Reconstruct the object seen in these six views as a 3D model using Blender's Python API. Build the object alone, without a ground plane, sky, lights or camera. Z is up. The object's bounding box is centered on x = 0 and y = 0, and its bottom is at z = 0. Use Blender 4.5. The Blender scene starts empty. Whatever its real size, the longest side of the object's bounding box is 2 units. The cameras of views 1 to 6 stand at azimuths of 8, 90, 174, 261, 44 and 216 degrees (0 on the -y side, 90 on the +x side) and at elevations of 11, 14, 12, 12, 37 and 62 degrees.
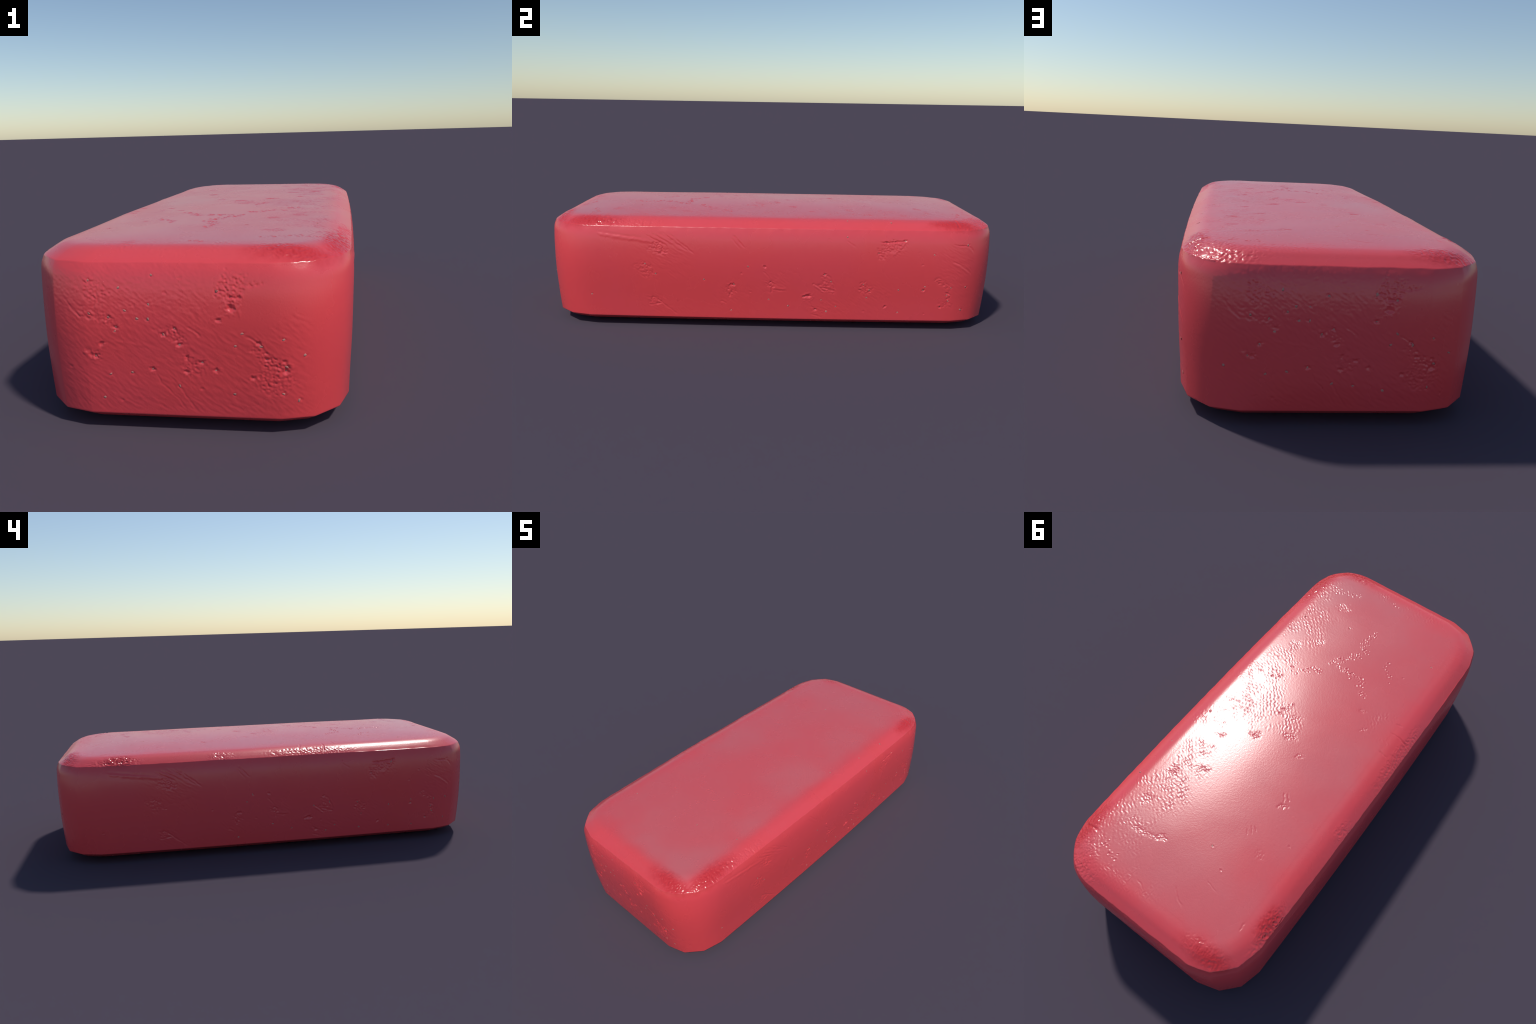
"""A long, round-cornered block of red waxy material: tapered sides, a soft
bevelled top rim, chipped pits, oblique scratches, a cloth-like weave pressed
into the top and a few grains of pale dust caught in the hollows."""
import math
import bpy
import numpy as np

SEED = 7

# ---------------------------------------------------------------- noise tools


def _hash(ix, iy, seed):
    n = (ix.astype(np.int64) * 374761393 + iy.astype(np.int64) * 668265263 + seed * 1442695041) & 0xFFFFFFFF
    n = ((n ^ (n >> 13)) * 1274126177) & 0xFFFFFFFF
    n = ((n ^ (n >> 16)) * 2246822519) & 0xFFFFFFFF
    return ((n ^ (n >> 15)) & 0xFFFFFF) / float(0x1000000)


def smooth(a, b, x):
    t = np.clip((x - a) / (b - a), 0.0, 1.0)
    return t * t * (3 - 2 * t)


def gradient_noise(x, y, seed=0):
    x0, y0 = np.floor(x), np.floor(y)
    fx, fy = x - x0, y - y0
    u, v = fx * fx * fx * (fx * (fx * 6 - 15) + 10), fy * fy * fy * (fy * (fy * 6 - 15) + 10)

    def g(i, j):
        a = _hash(x0 + i, y0 + j, seed) * math.tau
        return np.cos(a) * (fx - i) + np.sin(a) * (fy - j)

    top = g(0, 0) * (1 - u) + g(1, 0) * u
    bot = g(0, 1) * (1 - u) + g(1, 1) * u
    return (top * (1 - v) + bot * v) * 1.4


def fractal(x, y, seed=0, octaves=3):
    out, amp = 0.0, 1.0
    for k in range(octaves):
        out = out + amp * gradient_noise(x * 2 ** k, y * 2 ** k, seed + k)
        amp *= 0.5
    return out


def cells(x, y, seed=0):
    """distance to the nearest jittered point, and second nearest"""
    x0, y0 = np.floor(x), np.floor(y)
    f1, f2 = np.full(x.shape, 9.0), np.full(x.shape, 9.0)
    for i in (-1, 0, 1):
        for j in (-1, 0, 1):
            px = x0 + i + 0.15 + 0.7 * _hash(x0 + i, y0 + j, seed)
            py = y0 + j + 0.15 + 0.7 * _hash(x0 + i, y0 + j, seed + 91)
            d = np.hypot(px - x, py - y)
            f2 = np.minimum(f2, np.maximum(f1, d))
            f1 = np.minimum(f1, d)
    return f1, f2


# ------------------------------------------------------------- overall shape
# profile knots from underside to crown: height, half width, half length, corner scale
UNDERSIDE = [(0.000, 0.3360, 0.9010, 0.635), (0.018, 0.3850, 0.9420, 0.74), (0.044, 0.4340, 0.9830, 0.93)]
FLANK = [(0.044, 0.4340, 0.9830, 0.93), (0.120, 0.4372, 0.9905, 0.95), (0.220, 0.4422, 0.9958, 0.98),
         (0.330, 0.4450, 0.9985, 1.03), (0.395, 0.4462, 0.9975, 1.06), (0.432, 0.4434, 0.9928, 1.03),
         (0.4535, 0.4382, 0.9832, 1.00)]
SHOULDER = [(0.4535, 0.4382, 0.9832, 1.00), (0.4668, 0.4185, 0.9620, 0.95), (0.4787, 0.3965, 0.9420, 0.88),
            (0.4856, 0.3725, 0.9185, 0.79), (0.4885, 0.3362, 0.8807, 0.73)]
CORNER_X, CORNER_Y = 0.184, 0.195      # corner radii across and along
BOW_X, BOW_Y = 0.0145, 0.002           # how far the flanks bulge at their middle
STEP = 0.0024


def spline(knots, step):
    """monotone cubic through the knots, resampled at an even spacing"""
    k = np.array(knots, float)
    s = np.concatenate([[0], np.cumsum(np.linalg.norm(np.diff(k[:, :3], axis=0), axis=1))])
    d = np.diff(k, axis=0) / np.diff(s)[:, None]
    m = np.vstack([d[:1], (d[1:] + d[:-1]) / 2, d[-1:]])
    flat = np.vstack([np.zeros((1, 4), bool), d[1:] * d[:-1] <= 0, np.zeros((1, 4), bool)])
    m[flat] = 0
    n = max(2, int(round(s[-1] / step)))
    t = np.linspace(0, s[-1], n + 1)
    i = np.clip(np.searchsorted(s, t, side="right") - 1, 0, len(s) - 2)
    h = (s[i + 1] - s[i])[:, None]
    u = ((t - s[i]) / h[:, 0])[:, None]
    return ((2 * u ** 3 - 3 * u ** 2 + 1) * k[i] + (u ** 3 - 2 * u ** 2 + u) * h * m[i]
            + (-2 * u ** 3 + 3 * u ** 2) * k[i + 1] + (u ** 3 - u ** 2) * h * m[i + 1])


def profile():
    p = np.vstack([spline(UNDERSIDE, STEP)[:-1], spline(FLANK, STEP)[:-1], spline(SHOULDER, STEP)])
    # the two arrises (bottom edge, rim) are rounded over a few millimetres
    q = p.copy()
    w = np.exp(-0.5 * (np.arange(-4, 5) / 0.8) ** 2)
    w /= w.sum()
    for c in range(4):
        q[4:-4, c] = np.convolve(p[:, c], w, "valid")
    last = q[-1]
    n = int(last[1] / STEP)
    f = np.linspace(1, 0.003, n + 1)[1:]
    crown = np.stack([last[0] + 0.0068 * (1 - f ** 2.0), last[1] * f, last[2] - last[1] * (1 - f), last[3] * f], -1)
    return np.vstack([q, crown])


def outline(facet, nx=112, ny=340, nc=112):
    """one quarter after another: (along-x fraction, along-y fraction, corner angle)"""
    sx, sy, cx, cy, ax, ay = [], [], [], [], [], []
    a = (np.arange(nc) + 0.5) / nc
    # a bevel of three flats, half softened to an arc
    ang = a * math.pi / 2
    k = np.minimum((a * 3).astype(int), 2)
    u = a * 3 - k
    c0, s0, c1, s1 = (f(v * math.pi / 6) for v in (k, k + 1) for f in (np.cos, np.sin))
    flatx, flaty = c0 * (1 - u) + c1 * u, s0 * (1 - u) + s1 * u
    ex, ey = (1 - facet) * np.cos(ang) + facet * flatx, (1 - facet) * np.sin(ang) + facet * flaty
    fy, fx = (np.arange(ny) + 0.5) / ny, (np.arange(nx) + 0.5) / nx
    one = np.ones
    quarter = [np.concatenate([one(ny), one(nc), fx[::-1]]), np.concatenate([fy, one(nc), one(nx)]),
               np.concatenate([one(ny), ex, np.zeros(nx)]), np.concatenate([np.zeros(ny), ey, one(nx)])]
    parts = []
    for sgx, sgy, rev in ((1, 1, False), (-1, 1, True), (-1, -1, False), (1, -1, True)):
        q = [v[::-1] if rev else v for v in quarter]
        parts.append(np.stack([np.full(len(q[0]), sgx), np.full(len(q[0]), sgy), *q], -1))
    return np.vstack(parts)


def base_surface(facet=0.6):
    prof, out = profile(), outline(facet)
    z, hx, hy, sc = (prof[:, i:i + 1] for i in range(4))
    gx, gy, fx, fy, ex, ey = out.T
    rx, ry = CORNER_X * sc, CORNER_Y * sc
    x = (hx - rx) * fx + rx * ex
    y = (hy - ry) * fy + ry * ey
    bow = np.clip(hx / 0.437, 0, 1) ** 2
    x2 = x * (1 - BOW_X / hx * bow * (y / hy) ** 2)
    y2 = y * (1 - BOW_Y / hy * bow * (x / hx) ** 2)
    return np.stack([gx * x2, gy * y2, np.broadcast_to(z, x.shape)], -1)


def body_surface():
    """corners cut in crisp flats at the foot that melt into a round sweep higher up"""
    sweep, flats = base_surface(0.0), base_surface(1.0)
    # (the two corners on the shaded long side keep their flats almost to the rim)
    worn_side = smooth(-0.05, 0.05, sweep[..., :1])
    crisp = 0.95 - (0.10 + 0.15 + 0.40 * worn_side) * smooth(0.06, 0.26, sweep[..., 2:])
    return sweep + crisp * (flats - sweep)


def grid_normals(p):
    du = np.roll(p, -1, 1) - np.roll(p, 1, 1)
    dv = np.empty_like(p)
    dv[1:-1] = p[2:] - p[:-2]
    dv[0], dv[-1] = p[1] - p[0], p[-1] - p[-2]
    n = np.cross(du, dv)
    n = n / (np.linalg.norm(n, axis=-1, keepdims=True) + 1e-12)
    crown = (p[..., 2] > 0.4888)[..., None] & (n[..., 2:] < 0.9)
    return np.where(crown, [0.0, 0.0, 1.0], n)


# ------------------------------------------------------- marks on the surface
# Each face has its own flat coordinates: ends (across, height), flanks (along, height), top (x, y).
# A pit is (s, t, size class); a bruise is (s, t, half length, half height, angle, depth, cell size);
# a scratch is (width, depth, points).

END_PITS = [
    (-0.153, 0.390, 1), (-0.032, 0.379, 1), (-0.116, 0.346, 1), (-0.078, 0.349, 1), (-0.140, 0.332, 1),
    (-0.186, 0.312, 2), (-0.167, 0.287, 2), (-0.170, 0.277, 1), (-0.208, 0.241, 2), (-0.226, 0.207, 2),
    (-0.239, 0.210, 2), (-0.235, 0.321, 1), (-0.232, 0.408, 1), (-0.067, 0.422, 1), (0.005, 0.417, 1),
    (-0.110, 0.310, 1), (-0.082, 0.309, 1), (-0.014, 0.286, 2), (-0.043, 0.270, 2), (-0.003, 0.243, 2),
    (0.015, 0.208, 2), (0.013, 0.170, 2), (0.054, 0.197, 2), (-0.077, 0.175, 2), (-0.009, 0.131, 1),
    (0.051, 0.124, 1), (-0.189, 0.157, 1), (-0.132, 0.163, 1), (-0.215, 0.089, 1), (-0.166, 0.084, 1),
    (-0.303, 0.172, 1), (0.096, 0.383, 1), (0.129, 0.369, 2), (0.151, 0.368, 2), (0.133, 0.341, 3),
    (0.100, 0.310, 2), (0.142, 0.242, 1), (0.201, 0.252, 2), (0.205, 0.244, 1), (0.219, 0.209, 2),
    (0.264, 0.203, 2), (0.270, 0.190, 2), (0.266, 0.178, 3), (0.262, 0.263, 1), (0.318, 0.217, 1),
    (0.184, 0.158, 2), (0.089, 0.176, 2), (0.260, 0.117, 1), (0.135, 0.110, 1), (0.303, 0.096, 1),
    (0.161, 0.276, 1)]
END_BRUISES = [
    (-0.219, 0.382, 0.045, 0.040, -20, 0.0022, 0.016), (0.134, 0.397, 0.050, 0.045, 35, 0.0030, 0.016),
    (0.237, 0.161, 0.050, 0.065, 25, 0.0032, 0.017), (-0.019, 0.267, 0.040, 0.024, -20, 0.0026, 0.016),
    (-0.205, 0.310, 0.060, 0.022, -20, 0.0018, 0.015), (0.030, 0.190, 0.045, 0.030, -30, 0.0018, 0.017),
    (-0.232, 0.214, 0.030, 0.014, -30, 0.0024, 0.014), (0.215, 0.215, 0.055, 0.018, -40, 0.0024, 0.015),
    (0.190, 0.404, 0.030, 0.008, 5, 0.0024, 0.013)]
END_SCRATCHES = [
    (0.005, 0.0014, [(-0.303, 0.356), (-0.283, 0.331), (-0.265, 0.314), (-0.251, 0.296)]),
    (0.0045, 0.0013, [(-0.291, 0.341), (-0.263, 0.314), (-0.217, 0.312), (-0.177, 0.301)]),
    (0.004, 0.0022, [(0.020, 0.291), (0.037, 0.284), (0.055, 0.266)]),
    (0.0034, 0.0015, [(-0.073, 0.165), (-0.052, 0.136), (-0.024, 0.105), (0.011, 0.057)]),
    (0.0036, 0.0012, [(-0.049, 0.176), (-0.014, 0.138), (0.036, 0.055)]),
    (0.005, -0.0007, [(-0.179, 0.251), (-0.091, 0.237)]),
    (0.006, -0.0024, [(-0.261, 0.220), (-0.237, 0.208)]),
    (0.004, 0.0026, [(0.166, 0.271), (0.201, 0.252), (0.215, 0.227), (0.252, 0.203)]),
    (0.0036, 0.0012, [(0.188, 0.152), (0.240, 0.085)]),
    (0.005, -0.0016, [(0.169, 0.228), (0.209, 0.212)])]

FLANK_PITS = [
    (-0.550, 0.289, 1), (-0.501, 0.244, 1), (-0.291, 0.221, 1), (-0.788, 0.145, 1), (-0.099, 0.283, 1),
    (-0.128, 0.253, 1), (-0.025, 0.284, 2), (-0.172, 0.201, 2), (-0.161, 0.200, 2), (-0.088, 0.169, 1),
    (-0.174, 0.082, 1), (-0.008, 0.135, 1), (0.080, 0.106, 1), (0.235, 0.253, 2), (0.188, 0.210, 1),
    (0.264, 0.224, 1), (0.167, 0.153, 3), (0.148, 0.150, 2), (0.224, 0.136, 1), (0.290, 0.106, 1),
    (0.246, 0.081, 1), (0.199, 0.090, 2), (0.326, 0.422, 1), (0.467, 0.354, 1), (0.576, 0.409, 2),
    (0.567, 0.398, 1), (0.496, 0.401, 2), (0.404, 0.212, 1), (0.435, 0.183, 1), (0.423, 0.149, 1),
    (0.412, 0.085, 1), (0.562, 0.187, 1), (0.507, 0.109, 2), (0.562, 0.082, 1), (0.681, 0.077, 1),
    (0.708, 0.350, 1), (0.660, 0.303, 1), (0.671, 0.188, 2), (0.675, 0.203, 1), (0.856, 0.393, 1),
    (0.791, 0.200, 1), (0.778, 0.163, 1), (0.778, 0.147, 1), (0.783, 0.138, 1), (0.751, 0.109, 2),
    (0.863, 0.202, 1), (0.852, 0.096, 1)]
FLANK_BRUISES = [
    (-0.491, 0.357, 0.044, 0.034, -15, 0.0042, 0.019), (-0.549, 0.262, 0.065, 0.030, -30, 0.0026, 0.021),
    (-0.512, 0.121, 0.042, 0.022, -10, 0.0022, 0.020), (-0.176, 0.178, 0.026, 0.038, 0, 0.0032, 0.018),
    (0.002, 0.205, 0.024, 0.020, 0, 0.0034, 0.017), (0.246, 0.197, 0.050, 0.040, -35, 0.0024, 0.020),
    (0.413, 0.189, 0.036, 0.036, 0, 0.0038, 0.018), (0.525, 0.381, 0.062, 0.030, 18, 0.0036, 0.017),
    (0.480, 0.350, 0.026, 0.042, 10, 0.0026, 0.017), (0.750, 0.221, 0.050, 0.016, -25, 0.0032, 0.017),
    (0.783, 0.163, 0.014, 0.040, 0, 0.0034, 0.016), (0.773, 0.118, 0.038, 0.016, -10, 0.0030, 0.018),
    (0.210, 0.085, 0.040, 0.018, -25, 0.0020, 0.018)]
FLANK_SCRATCHES = [
    (0.010, -0.0018, [(-0.764, 0.422), (-0.671, 0.406), (-0.561, 0.395), (-0.485, 0.380)]),
    (0.008, 0.0012, [(-0.764, 0.431), (-0.671, 0.417), (-0.561, 0.405)]),
    (0.006, 0.0020, [(-0.493, 0.434), (-0.375, 0.356)]), (0.006, 0.0020, [(-0.473, 0.432), (-0.356, 0.345)]),
    (0.006, 0.0020, [(-0.443, 0.427), (-0.331, 0.335)]), (0.006, 0.0020, [(-0.517, 0.426), (-0.424, 0.372)]),
    (0.006, 0.0020, [(-0.545, 0.420), (-0.450, 0.370)]),
    (0.005, 0.0024, [(-0.543, 0.141), (-0.501, 0.130), (-0.473, 0.106), (-0.407, 0.055)]),
    (0.005, 0.0024, [(-0.539, 0.105), (-0.525, 0.099), (-0.476, 0.109)]),
    (0.005, 0.0026, [(-0.193, 0.189), (-0.179, 0.178)]),
    (0.005, 0.0030, [(-0.191, 0.160), (-0.179, 0.154), (-0.179, 0.142)]),
    (0.005, 0.0026, [(-0.219, 0.126), (-0.194, 0.112)]),
    (0.005, 0.0022, [(-0.166, 0.429), (-0.116, 0.369)]), (0.005, 0.0018, [(-0.179, 0.416), (-0.132, 0.363)]),
    (0.005, 0.0028, [(-0.001, 0.219), (0.016, 0.202)]), (0.005, 0.0032, [(0.003, 0.196), (0.006, 0.169)]),
    (0.005, 0.0016, [(0.006, 0.181), (0.067, 0.176)]), (0.008, -0.0012, [(0.006, 0.188), (0.067, 0.184)]),
    (0.004, 0.0018, [(-0.032, 0.265), (-0.001, 0.228)]),
    (0.006, 0.0036, [(0.192, 0.210), (0.221, 0.189), (0.235, 0.175)]),
    (0.006, -0.0022, [(0.192, 0.203), (0.221, 0.181), (0.235, 0.168)]),
    (0.005, 0.0036, [(0.243, 0.253), (0.261, 0.239), (0.270, 0.218), (0.285, 0.189)]),
    (0.006, 0.0030, [(0.226, 0.196), (0.255, 0.186), (0.286, 0.176)]),
    (0.007, 0.0046, [(0.146, 0.152), (0.174, 0.154)]),
    (0.005, 0.0030, [(0.179, 0.107), (0.202, 0.089)]), (0.005, 0.0020, [(0.180, 0.070), (0.232, 0.053)]),
    (0.005, 0.0014, [(0.245, 0.416), (0.265, 0.404)]), (0.005, 0.0016, [(0.325, 0.408), (0.362, 0.381)]),
    (0.006, 0.0032, [(0.467, 0.402), (0.502, 0.400), (0.541, 0.403), (0.583, 0.408)]),
    (0.006, 0.0018, [(0.463, 0.374), (0.470, 0.349), (0.496, 0.318)]),
    (0.008, -0.0014, [(0.520, 0.339), (0.538, 0.356), (0.577, 0.395)]),
    (0.005, 0.0022, [(0.785, 0.394), (0.859, 0.384), (0.871, 0.376), (0.883, 0.356)]),
    (0.005, 0.0022, [(0.788, 0.321), (0.834, 0.299), (0.870, 0.270), (0.877, 0.253)]),
    (0.006, -0.0016, [(0.788, 0.311), (0.834, 0.289), (0.866, 0.262)])]

TOP_BRUISES = [
    (-0.178, -0.266, 0.020, 0.012, 20, 0.0020, 0.013), (-0.233, -0.191, 0.020, 0.010, 60, 0.0020, 0.013),
    (0.217, -0.711, 0.042, 0.030, 10, 0.0017, 0.016), (0.181, -0.466, 0.028, 0.018, 60, 0.0017, 0.015),
    (0.267, -0.384, 0.036, 0.028, 60, 0.0022, 0.014), (0.026, -0.069, 0.030, 0.014, 30, 0.0018, 0.013),
    (-0.004, 0.028, 0.040, 0.018, 30, 0.0026, 0.014), (0.116, 0.101, 0.028, 0.020, 30, 0.0024, 0.013),
    (0.232, 0.188, 0.024, 0.011, 30, 0.0022, 0.013), (-0.092, 0.077, 0.022, 0.014, 40, 0.0016, 0.014),
    (0.283, 0.439, 0.034, 0.028, 30, 0.0024, 0.014), (0.187, 0.360, 0.036, 0.022, 30, 0.0022, 0.013),
    (0.288, 0.594, 0.024, 0.028, 30, 0.0017, 0.014), (0.127, 0.684, 0.034, 0.018, 30, 0.0022, 0.015),
    (0.208, 0.711, 0.050, 0.014, 10, 0.0017, 0.014), (-0.171, 0.300, 0.022, 0.013, 30, 0.0030, 0.011),
    (-0.221, 0.515, 0.024, 0.020, 30, 0.0010, 0.013)]
TOP_CHAINS = [
    [(0.011, -0.669), (0.013, -0.639), (0.020, -0.606), (0.013, -0.573), (-0.020, -0.543), (-0.014, -0.520)],
    [(-0.014, -0.520), (0.022, -0.480), (0.048, -0.446), (0.079, -0.410)],
    [(0.059, -0.411), (0.008, -0.396), (-0.036, -0.402), (-0.074, -0.396)],
    [(-0.070, -0.428), (-0.089, -0.389), (-0.119, -0.343), (-0.149, -0.332)],
    [(0.199, -0.270), (0.152, -0.283), (0.130, -0.322), (0.077, -0.335)],
    [(0.260, -0.180), (0.198, -0.201)], [(0.328, -0.798), (0.267, -0.796), (0.185, -0.817)],
    [(0.049, -0.878), (0.003, -0.861)], [(0.109, -0.052), (0.098, -0.085), (0.082, -0.118)],
    [(-0.129, -0.534), (-0.200, -0.472)], [(0.293, 0.833), (0.215, 0.846)]]
TOP_SCRATCHES = [
    (0.005, 0.0014, [(-0.142, 0.252), (-0.169, 0.288)]), (0.005, 0.0014, [(-0.154, 0.243), (-0.178, 0.267)]),
    (0.004, 0.0007, [(-0.115, 0.457), (-0.134, 0.483)]), (0.004, 0.0007, [(-0.122, 0.439), (-0.145, 0.468)]),
    (0.004, 0.0007, [(-0.134, 0.430), (-0.152, 0.449)]), (0.007, 0.0050, [(0.410, 0.813), (0.339, 0.806)]),
    (0.006, 0.0034, [(-0.336, -0.251), (-0.379, -0.252), (-0.427, -0.240)]),
    (0.006, 0.0030, [(-0.343, -0.148), (-0.380, -0.138)]), (0.006, 0.0020, [(-0.330, -0.300), (-0.360, -0.305)]),
    (0.007, 0.0045, [(-0.380, 0.698), (-0.422, 0.710)]), (0.005, 0.0018, [(-0.334, 0.784), (-0.333, 0.751)]),
    (0.004, 0.0010, [(-0.124, 0.711), (-0.179, 0.725)]),
    (0.005, 0.0010, [(-0.042, 0.796), (-0.084, 0.831), (-0.118, 0.841)]),
    (0.004, 0.0012, [(0.091, 0.859), (0.038, 0.881)])]
TOP_PITS = [(-0.054, 0.594, 1), (-0.228, -0.524, 1), (-0.300, -0.655, 1), (0.350, 0.120, 1), (0.330, -0.560, 1),
            (-0.290, 0.420, 1), (0.120, -0.620, 1), (-0.140, 0.650, 1), (0.390, 0.330, 1), (0.395, 0.520, 1)]
# patches of pressed weave: (x, y, half width, half length)
WEAVE = [(0.300, -0.720, 0.16, 0.20), (0.290, -0.420, 0.15, 0.22), (0.270, -0.080, 0.17, 0.24),
         (0.100, 0.000, 0.17, 0.13), (0.310, 0.250, 0.14, 0.22), (0.260, 0.480, 0.17, 0.20),
         (0.290, 0.750, 0.17, 0.20), (0.180, 0.880, 0.26, 0.09), (-0.300, -0.250, 0.10, 0.10),
         (-0.050, -0.900, 0.25, 0.08)]


def rotated(s, t, a, b, degrees):
    c, n = math.cos(math.radians(degrees)), math.sin(math.radians(degrees))
    return (s - a) * c + (t - b) * n, -(s - a) * n + (t - b) * c


def near(s, t, a, b, r):
    return np.flatnonzero((np.abs(s - a) < r) & (np.abs(t - b) < r))


PIT = {1: (0.0036, 0.0011), 2: (0.0046, 0.0030), 3: (0.0070, 0.0044)}


def press_pits(h, s, t, pits):
    for a, b, k in pits:
        r, d = PIT[k]
        i = near(s, t, a, b, 4 * r)
        q = np.hypot((s[i] - a), (t[i] - b)) / r
        u, v = rotated(s[i], t[i], a, b, -40 + 90 * float(_hash(np.array(a * 1e3), np.array(b * 1e3), 3)))
        q = np.hypot(u / 1.35, v) / r
        q = q * (1 + 0.65 * gradient_noise(s[i] / (1.2 * r), t[i] / (1.2 * r), 5))
        h[i] -= d * np.exp(-q ** 2) - 0.22 * d * np.exp(-((q - 1.7) / 0.6) ** 2)


def press_bruises(h, s, t, bruises, seed, holes):
    for n, (a, b, ra, rb, deg, depth, size) in enumerate(bruises):
        i = near(s, t, a, b, 1.7 * max(ra, rb))
        u, v = rotated(s[i], t[i], a, b, deg)
        e = np.hypot(u / ra, v / rb)
        edge = 1 - smooth(0.45, 1.15, e + 0.45 * fractal(s[i] / 0.030, t[i] / 0.030, seed + n))
        p, q = rotated(s[i] + 0.004 * fractal(s[i] / 0.02, t[i] / 0.02, seed + 8), t[i], 0, 0, -35)
        size = 0.72 * size
        f1, f2 = cells(p / (1.8 * size) + 7.7 * n, q / size, seed + n)
        lump = smooth(0.02, 0.50, f2 - f1)
        strength = 0.45 + 0.9 * _hash(np.floor(s[i] / 0.05), np.floor(t[i] / 0.05), seed) * 0.5
        h[i] += 0.64 * edge * depth * strength * ((lump - 0.75) * 0.75 + 0.5 * fractal(p / 0.018, q / 0.009, seed + 3) - 0.10)
        g1, _ = cells(s[i] / 0.0108, t[i] / 0.0108, seed + n + 40)
        h[i] -= edge * holes * (0.0009 + depth) * (1 - smooth(0.08, 0.40, g1))


def along(points, s, t):
    """distance to a polyline and fraction along it"""
    pts = np.array(points)
    seg = np.linalg.norm(np.diff(pts, axis=0), axis=1)
    total, done = seg.sum(), 0.0
    best, where = np.full(s.shape, 9.0), np.zeros(s.shape)
    for (a, b), (c, d), L in zip(pts[:-1], pts[1:], seg):
        f = np.clip(((s - a) * (c - a) + (t - b) * (d - b)) / L ** 2, 0, 1)
        r = np.hypot(s - a - f * (c - a), t - b - f * (d - b))
        k = r < best
        best[k], where[k] = r[k], (done + f[k] * L) / total
        done += L
    return best, where, total


def press_scratches(h, s, t, scratches, seed):
    for n, (width, depth, points) in enumerate(scratches):
        p = np.array(points)
        lo, hi = p.min(0) - 0.03, p.max(0) + 0.03
        i = np.flatnonzero((s > lo[0]) & (s < hi[0]) & (t > lo[1]) & (t < hi[1]))
        ws = s[i] + 0.0030 * fractal(s[i] / 0.025, t[i] / 0.025, seed + n)
        wt = t[i] + 0.0030 * fractal(s[i] / 0.025, t[i] / 0.025, seed + n + 50)
        d, f, total = along(points, ws, wt)
        taper = smooth(0, 0.14, f) * smooth(0, 0.14, 1 - f) * 0.8 + 0.2 * (d < width)
        broken = 0.75 + 0.5 * gradient_noise(f * total / 0.018, np.full(f.shape, n + 0.5), seed)
        h[i] -= 0.62 * depth * taper * broken * (np.exp(-(d / (0.62 * width)) ** 2)
                                          - 0.25 * np.exp(-((d - 1.25 * width) / (0.6 * width)) ** 2))


def press_chains(h, s, t, chains, rng):
    """rows of small bubbles that broke open along a seam"""
    for points in chains:
        p = np.array(points)
        for (a, b), (c, d) in zip(p[:-1], p[1:]):
            count = max(2, int(math.hypot(c - a, d - b) / 0.0048))
            for f in np.linspace(0, 1, count, endpoint=False):
                x, y = a + f * (c - a) + rng.normal(0, 0.010), b + f * (d - b) + rng.normal(0, 0.010)
                r, depth = rng.uniform(0.0028, 0.0046), rng.uniform(-0.0010, 0.0019)
                i = near(s, t, x, y, 3 * r)
                q = np.hypot(s[i] - x, t[i] - y) / r
                h[i] -= depth * (np.exp(-q ** 2) - 0.35 * np.exp(-((q - 1.6) / 0.5) ** 2))


def grain(s, t, degrees, seed):
    """fine oblique drag marks"""
    u, v = rotated(s, t, 0, 0, degrees)
    v = v + 0.010 * gradient_noise(u / 0.12, v / 0.09, seed + 4)
    ridge = 0.8 * gradient_noise(u / 0.036, v / 0.0090, seed) + 0.8 * gradient_noise(u / 0.020, v / 0.0062, seed + 1)
    return ridge


def mark_end(s, t):
    h = np.zeros(s.shape)
    press_pits(h, s, t, END_PITS)
    press_bruises(h, s, t, END_BRUISES, 11, 0.36)
    press_scratches(h, s, t, END_SCRATCHES, 21)
    where = smooth(-0.25, 0.35, fractal(s / 0.16, t / 0.13, 31) + 0.55 - 2.2 * smooth(0.26, 0.40, t) * smooth(-0.02, 0.12, s))
    where = where * (1 - smooth(0.30, 0.36, np.abs(s)))
    h += 0.00048 * where * grain(s, t, -38, 33)
    h += 0.00032 * smooth(0.26, 0.34, t) * (1 - smooth(0.05, 0.12, s)) * gradient_noise(s / 0.0095, t / 0.0080, 35)
    return h


def mark_flank(s, t):
    h = np.zeros(s.shape)
    press_pits(h, s, t, FLANK_PITS)
    press_bruises(h, s, t, FLANK_BRUISES, 41, 0.24)
    press_scratches(h, s, t, FLANK_SCRATCHES, 51)
    patch = np.zeros(s.shape)
    for a, b, ra, rb in ((-0.48, 0.30, 0.20, 0.14), (-0.45, 0.12, 0.16, 0.10), (-0.18, 0.14, 0.12, 0.12), (0.02, 0.21, 0.10, 0.10),
                         (0.26, 0.14, 0.18, 0.14), (0.45, 0.14, 0.18, 0.12), (0.80, 0.26, 0.18, 0.22), (0.52, 0.37, 0.10, 0.06)):
        patch = np.maximum(patch, 1 - smooth(0.3, 1.0, np.hypot((s - a) / ra, (t - b) / rb)))
    where = patch * smooth(-0.5, 0.3, fractal(s / 0.15, t / 0.12, 61)) * (1 - smooth(0.88, 0.94, np.abs(s)))
    h += 0.00048 * where * grain(s, t, -33, 63)
    return h


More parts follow.
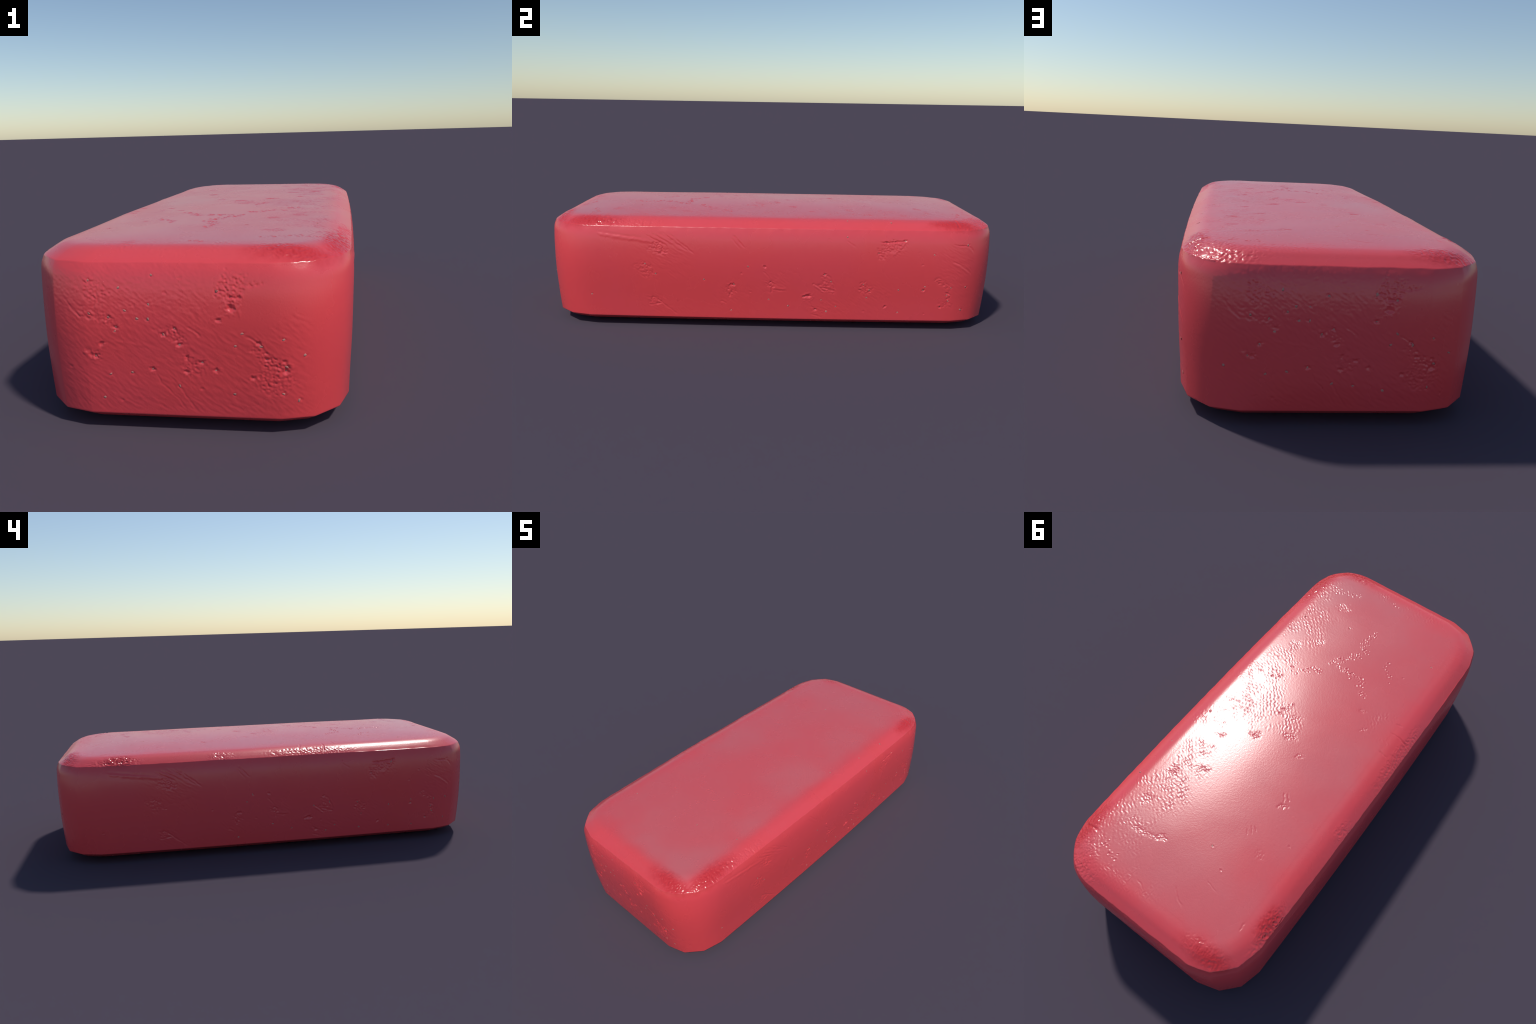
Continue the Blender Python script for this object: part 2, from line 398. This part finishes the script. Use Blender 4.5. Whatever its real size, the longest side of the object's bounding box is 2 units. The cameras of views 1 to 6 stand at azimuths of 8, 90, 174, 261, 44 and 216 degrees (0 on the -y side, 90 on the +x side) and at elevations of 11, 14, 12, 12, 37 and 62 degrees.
def mark_top(x, y):
    h = np.zeros(x.shape)
    rng = np.random.default_rng(SEED)
    press_pits(h, x, y, TOP_PITS)
    press_bruises(h, x, y, TOP_BRUISES, 71, 0.24)
    press_scratches(h, x, y, TOP_SCRATCHES, 81)
    press_chains(h, x, y, TOP_CHAINS, rng)
    patch = np.zeros(x.shape)
    for a, b, ra, rb in WEAVE:
        patch = np.maximum(patch, 1 - smooth(0.45, 1.0, np.hypot((x - a) / ra, (y - b) / rb)))
    where = patch * smooth(-0.55, 0.25, fractal(x / 0.16, y / 0.16, 91))
    u, v = rotated(x, y, 0, 0, 130)
    u2 = u + 0.010 * fractal(x / 0.06, y / 0.06, 93)
    v2 = v + 0.009 * fractal(x / 0.07, y / 0.07, 95)
    warp = np.sin(math.tau * v2 / 0.0150 + 1.1 * np.sin(math.tau * u2 / 0.0260))
    weft = np.sin(math.tau * u2 / 0.0170 + math.pi * np.floor(v2 / 0.0150))
    h += 0.00058 * where * (warp * (0.55 + 0.45 * weft)) * (0.65 + 0.9 * fractal(x / 0.035, y / 0.035, 97))
    h += 0.00012 * where * gradient_noise(u2 / 0.012, v2 / 0.010, 98)
    h += 0.00004 * gradient_noise(x / 0.010, y / 0.010, 99)
    h += 0.0007 * fractal(x / 0.45, y / 0.45, 101, 2) - 0.0014 * np.exp(-((y + 0.62) / 0.22) ** 2)
    # coarse bristled texture where the red core shows through at the worn corners
    for a, b, ra, rb in WORN + LEATHERY:
        i = near(x, y, a, b, 0.3)
        e = 1 - smooth(0.5, 1.3, np.hypot((x[i] - a) / ra, (y[i] - b) / rb))
        h[i] += 0.0013 * e * (1 - np.abs(fractal(x[i] / 0.017, y[i] / 0.017, 103, 2)) * 2)
    return h


# worn, deeper red places on the rim (x, y, half width, half length)
WORN = [(0.300, -0.935, 0.130, 0.040), (0.395, -0.800, 0.040, 0.140), (0.392, 0.800, 0.036, 0.110),
        (-0.400, 0.700, 0.034, 0.070), (-0.300, 0.920, 0.110, 0.042)]
# rim stretches that are only dimpled like leather
LEATHERY = [(0.350, 0.905, 0.085, 0.070), (-0.415, 0.720, 0.030, 0.130), (-0.415, 0.240, 0.028, 0.060),
            (-0.415, -0.180, 0.028, 0.200), (0.415, -0.620, 0.024, 0.160), (0.300, 0.955, 0.100, 0.030)]


def mark_everything(p, n):
    """height of the marks over the smooth body, face by face"""
    h = np.zeros(len(p))
    x, y, z = p.T
    top = smooth(0.45, 0.80, n[:, 2])
    flank, end = np.abs(n[:, 0]), np.abs(n[:, 1])
    w_flank = smooth(0.75, 0.97, flank) * smooth(0.045, 0.065, z)
    w_end = smooth(0.75, 0.97, end) * smooth(0.045, 0.065, z)
    for sign in (1, -1):
        i = np.flatnonzero((w_flank > 0) & (n[:, 0] * sign > 0))
        h[i] += w_flank[i] * mark_flank(sign * y[i], z[i])
        i = np.flatnonzero((w_end > 0) & (n[:, 1] * sign > 0))
        h[i] += w_end[i] * mark_end(-sign * x[i], z[i])
    i = np.flatnonzero(top > 0)
    h[i] += top[i] * mark_top(x[i], y[i])
    # a slightly wavering rim line
    rim = np.exp(-((z - 0.452) / 0.012) ** 2) * (1 - smooth(0.5, 0.95, n[:, 2]))
    h += 0.0010 * rim * gradient_noise((x + 0.7 * y) / 0.05, (y - 0.7 * x) / 0.05, 111)
    return h


# -------------------------------------------------------------------- colours


def node(tree, kind, at=None, **values):
    n = tree.nodes.new(kind)
    for k, v in values.items():
        if hasattr(n, k):
            setattr(n, k, v)
    return n


class Graph:
    """short-hand for building shader node trees"""

    def __init__(self, name):
        self.material = bpy.data.materials.new(name)
        self.material.use_nodes = True
        self.tree = self.material.node_tree
        self.shader = self.tree.nodes["Principled BSDF"]

    def link(self, value, socket):
        if hasattr(value, "is_output"):
            self.tree.links.new(value, socket)
        else:
            socket.default_value = value

    def math(self, op, a, b=0.0, c=0.0):
        n = node(self.tree, "ShaderNodeMath", operation=op)
        for v, s in zip((a, b, c), n.inputs):
            self.link(v, s)
        return n.outputs[0]

    def ramp(self, value, lo, hi, out_lo=0.0, out_hi=1.0):
        n = node(self.tree, "ShaderNodeMapRange", interpolation_type="SMOOTHSTEP")
        for v, s in zip((value, lo, hi, out_lo, out_hi), n.inputs):
            self.link(v, s)
        return n.outputs[0]

    def noise(self, vector, scale, detail=3.0, rough=0.5):
        n = node(self.tree, "ShaderNodeTexNoise")
        self.link(vector, n.inputs["Vector"])
        n.inputs["Scale"].default_value, n.inputs["Detail"].default_value, n.inputs["Roughness"].default_value = scale, detail, rough
        return n.outputs[0]

    def mapped(self, vector, location=(0, 0, 0), rotation=(0, 0, 0), scale=(1, 1, 1), kind="POINT"):
        n = node(self.tree, "ShaderNodeMapping", vector_type=kind)
        self.link(vector, n.inputs[0])
        n.inputs["Location"].default_value, n.inputs["Rotation"].default_value, n.inputs["Scale"].default_value = location, rotation, scale
        return n.outputs[0]

    def mix(self, factor, a, b):
        n = node(self.tree, "ShaderNodeMix", data_type="RGBA")
        self.link(factor, n.inputs[0])
        self.link(a, n.inputs[6])
        self.link(b, n.inputs[7])
        return n.outputs[2]

    def bump(self, height, strength, distance, normal=None):
        n = node(self.tree, "ShaderNodeBump")
        n.inputs["Strength"].default_value, n.inputs["Distance"].default_value = strength, distance
        self.link(height, n.inputs["Height"])
        if normal is not None:
            self.link(normal, n.inputs["Normal"])
        return n.outputs[0]


RED = (0.850, 0.074, 0.090, 1)
RED_WARM = (0.860, 0.071, 0.079, 1)
PALE_TOP = (0.750, 0.114, 0.126, 1)      # paler, pinker red over the top
PALE_CLOUD = (0.660, 0.180, 0.190, 1)       # greyer pink clouds, strongest near the top's border
CORE = (0.660, 0.034, 0.038, 1)       # deep red patches on the rim


def wax_material():
    g = Graph("red_wax")
    coord = node(g.tree, "ShaderNodeTexCoord").outputs["Object"]
    split = node(g.tree, "ShaderNodeSeparateXYZ")
    g.link(coord, split.inputs[0])
    x, y, z = split.outputs
    colour = g.mix(g.ramp(g.noise(coord, 2.6, 3.0), 0.35, 0.68), RED, RED_WARM)
    # paler colour on the upper face, ending raggedly before the rim
    inset = g.math("MINIMUM", g.math("SUBTRACT", 0.437, g.math("ABSOLUTE", x)), g.math("SUBTRACT", 0.99, g.math("ABSOLUTE", y)))
    ragged = g.math("MULTIPLY", g.math("SUBTRACT", g.noise(coord, 9.0, 4.0, 0.6), 0.5), 0.11)
    pale_tint = g.ramp(g.math("ADD", inset, ragged), 0.030, 0.165)
    pale_tint = g.math("MULTIPLY", g.math("ADD", 0.22, g.math("MULTIPLY", pale_tint, 0.78)), g.ramp(z, 0.446, 0.470))
    pale_tint = g.math("MULTIPLY", pale_tint, g.ramp(g.noise(coord, 3.2, 4.0), 0.25, 0.65, 0.65, 1.0))
    colour = g.mix(pale_tint, colour, PALE_TOP)
    cloud = g.ramp(g.noise(g.mapped(coord, (3.1, 1.7, 0.0)), 1.9, 3.0, 0.5), 0.40, 0.75, 0.0, 0.60)
    border = g.math("MULTIPLY", g.ramp(inset, 0.05, 0.12), g.ramp(inset, 0.42, 0.12, 0.45, 1.0))
    border = g.math("MULTIPLY", border, g.ramp(y, 0.7, -0.75, 0.6, 1.15))
    colour = g.mix(g.math("MULTIPLY", g.math("MULTIPLY", cloud, border), g.ramp(z, 0.470, 0.484)), colour, PALE_CLOUD)
    # worn corners
    worn = 0.0
    fibre = g.math("MULTIPLY", g.math("SUBTRACT", g.noise(coord, 34.0, 4.0, 0.65), 0.5), 1.1)
    for a, b, ra, rb in WORN:
        v = g.mapped(coord, (-a / ra, -b / rb, -0.468 / 0.035), (0, 0, 0), (1 / ra, 1 / rb, 1 / 0.035))
        d = node(g.tree, "ShaderNodeVectorMath", operation="LENGTH")
        g.link(v, d.inputs[0])
        m = g.ramp(g.math("ADD", d.outputs["Value"], fibre), 1.55, 0.25, 0.0, 0.92)
        worn = g.math("MAXIMUM", worn, m) if worn != 0.0 else m
    colour = g.mix(worn, colour, CORE)
    g.link(colour, g.shader.inputs["Base Color"])
    rough = g.ramp(g.noise(coord, 5.0, 4.0), 0.3, 0.7, 0.25, 0.29)
    rough = g.math("SUBTRACT", rough, g.math("MULTIPLY", worn, 0.08))
    g.link(rough, g.shader.inputs["Roughness"])
    g.shader.inputs["IOR"].default_value = 1.5
    g.shader.inputs["Specular IOR Level"].default_value = 0.68
    fine = g.noise(coord, 190.0, 3.0, 0.6)
    g.link(g.bump(fine, 0.12, 0.002), g.shader.inputs["Normal"])
    return g.material


def dust_material():
    g = Graph("pale_dust")
    coord = node(g.tree, "ShaderNodeTexCoord").outputs["Object"]
    g.link(g.mix(g.ramp(g.noise(coord, 45.0, 2.0), 0.35, 0.65), (0.54, 0.19, 0.165, 1), (0.60, 0.28, 0.235, 1)), g.shader.inputs["Base Color"])
    g.shader.inputs["Roughness"].default_value = 0.85
    g.shader.inputs["Specular IOR Level"].default_value = 0.2
    return g.material


# ----------------------------------------------------------------------- build


def quads(rings, around):
    r = np.arange(rings - 1)[:, None] * around
    c = np.arange(around)[None]
    d = (c + 1) % around
    return np.stack([r + c, r + d, r + around + d, r + around + c], -1).reshape(-1, 4)


def mesh_from(name, verts, faces, caps=()):
    me = bpy.data.meshes.new(name)
    me.vertices.add(len(verts))
    me.vertices.foreach_set("co", np.ascontiguousarray(verts, np.float32).ravel())
    loops = np.concatenate([np.asarray(faces, np.int32).ravel(), *[np.asarray(c, np.int32) for c in caps]])
    width = faces.shape[1]
    starts = np.concatenate([np.arange(len(faces)) * width, len(faces) * width + np.cumsum([0] + [len(c) for c in caps][:-1])[:len(caps)]])
    me.loops.add(len(loops))
    me.loops.foreach_set("vertex_index", loops)
    me.polygons.add(len(faces) + len(caps))
    me.polygons.foreach_set("loop_start", starts.astype(np.int32))
    me.update(calc_edges=True)
    me.validate()
    me.shade_smooth()
    return me


def build():
    p = body_surface()
    n = grid_normals(p)
    rings, around = p.shape[:2]
    flat_p, flat_n = p.reshape(-1, 3), n.reshape(-1, 3)
    h = mark_everything(flat_p, flat_n)
    verts = flat_p + flat_n * h[:, None]
    faces = quads(rings, around)
    # close the crown with a strip of quads across its ridge, the underside with one flat face
    quarter, last = around // 4, (rings - 1) * around
    right = np.r_[np.arange(3 * quarter, around), np.arange(quarter)]
    left = (2 * quarter - 1 - right) % around
    ridge = last + np.stack([right[:-1], right[1:], left[1:], left[:-1]], -1)
    faces = np.vstack([faces, ridge])
    caps = [np.arange(around)[::-1]]
    me = mesh_from("wax_block", verts, faces, caps)
    me.materials.append(wax_material())
    # light the corners as one round sweep although their outline is cut in flats
    round_n = grid_normals(base_surface(0.0))
    turn = np.fft.rfftfreq(around) * around
    spread = np.exp(-0.5 * (turn * math.tau * 17 / around) ** 2)[None, :, None]
    round_n = np.fft.irfft(np.fft.rfft(round_n, axis=1) * spread, n=around, axis=1)
    round_n = (round_n / np.linalg.norm(round_n, axis=-1, keepdims=True)).reshape(-1, 3)
    geo = np.empty(len(verts) * 3, np.float32)
    me.vertex_normals.foreach_get("vector", geo)
    soft = geo.reshape(-1, 3) + (0.70 + 0.25 * smooth(-0.05, 0.05, flat_p[:, :1])) * (round_n - flat_n) * (flat_p[:, 2:] < 0.4883)
    # the flanks catch a little more sky towards the rim
    z = flat_p[:, 2]
    soft[:, 2] += 0.17 * smooth(0.22, 0.452, z) * (1 - smooth(0.1, 0.5, flat_n[:, 2]))
    soft[:, 0] += 0.07 * flat_p[:, 0] * smooth(0.95, 0.99, flat_n[:, 2])
    soft[:, 1] += 0.027 * smooth(0.95, 0.99, flat_n[:, 2])
    soft /= np.linalg.norm(soft, axis=1, keepdims=True)
    me.normals_split_custom_set_from_vertices(soft.tolist())
    block = bpy.data.objects.new("wax_block", me)
    bpy.context.scene.collection.objects.link(block)
    block["label"] = "long rounded block of glossy red wax with pits and scratches"
    block["category"] = "wax block"

    # grains of dust sitting in the pits
    rng = np.random.default_rng(SEED + 1)
    grid = flat_p[:, :]
    spots = []
    for sign in (1, -1):
        spots += [(2, np.array([sign * 0.44, sign * s, t]), np.array([sign, 0, 0.0]), k) for s, t, k in FLANK_PITS]
        spots += [(1, np.array([-sign * s, sign * 0.99, t]), np.array([0, sign, 0.0]), k) for s, t, k in END_PITS]
    spots += [(0, np.array([a, b, 0.487]), np.array([0, 0, 1.0]), k) for a, b, k in TOP_PITS]
    v_all, f_all = [], []
    lat, lon = 5, 8
    for _, q, direction, k in spots:
        if rng.random() < (0.30 if k == 1 else 0.50):
            continue
        i = np.argmin(((grid - q) ** 2).sum(1))
        centre, nn = verts[i], flat_n[i]
        a = np.cross(nn, [0.3, 0.5, 0.8])
        a /= np.linalg.norm(a)
        b = np.cross(nn, a)
        spin = rng.uniform(0, math.tau)
        a, b = math.cos(spin) * a + math.sin(spin) * b, -math.sin(spin) * a + math.cos(spin) * b
        ra, rb, rc = rng.uniform(0.0036, 0.0062), rng.uniform(0.0028, 0.0042), rng.uniform(0.0005, 0.0008)
        shift = a * rng.normal(0, 0.0015) + b * rng.normal(0, 0.0015)
        start = sum(len(v) for v in v_all)
        th, ph = np.linspace(0.02, math.pi - 0.02, lat)[:, None], np.arange(lon)[None] * math.tau / lon
        lump = 1 + 0.22 * rng.standard_normal((lat, lon))
        pts = (np.sin(th) * np.cos(ph) * ra * lump)[..., None] * a + (np.sin(th) * np.sin(ph) * rb * lump)[..., None] * b + (np.cos(th) * rc * np.ones_like(ph))[..., None] * nn
        v_all.append((centre + shift + nn * 0.0005 + pts).reshape(-1, 3))
        f_all.append(quads(lat, lon)[:, ::-1] + start)
    dust = mesh_from("dust_grain", np.vstack(v_all), np.vstack(f_all))
    dust.materials.append(dust_material())
    specks = bpy.data.objects.new("dust_grain", dust)
    specks["kind"] = "stuff"
    specks.parent = block
    bpy.context.scene.collection.objects.link(specks)


build()
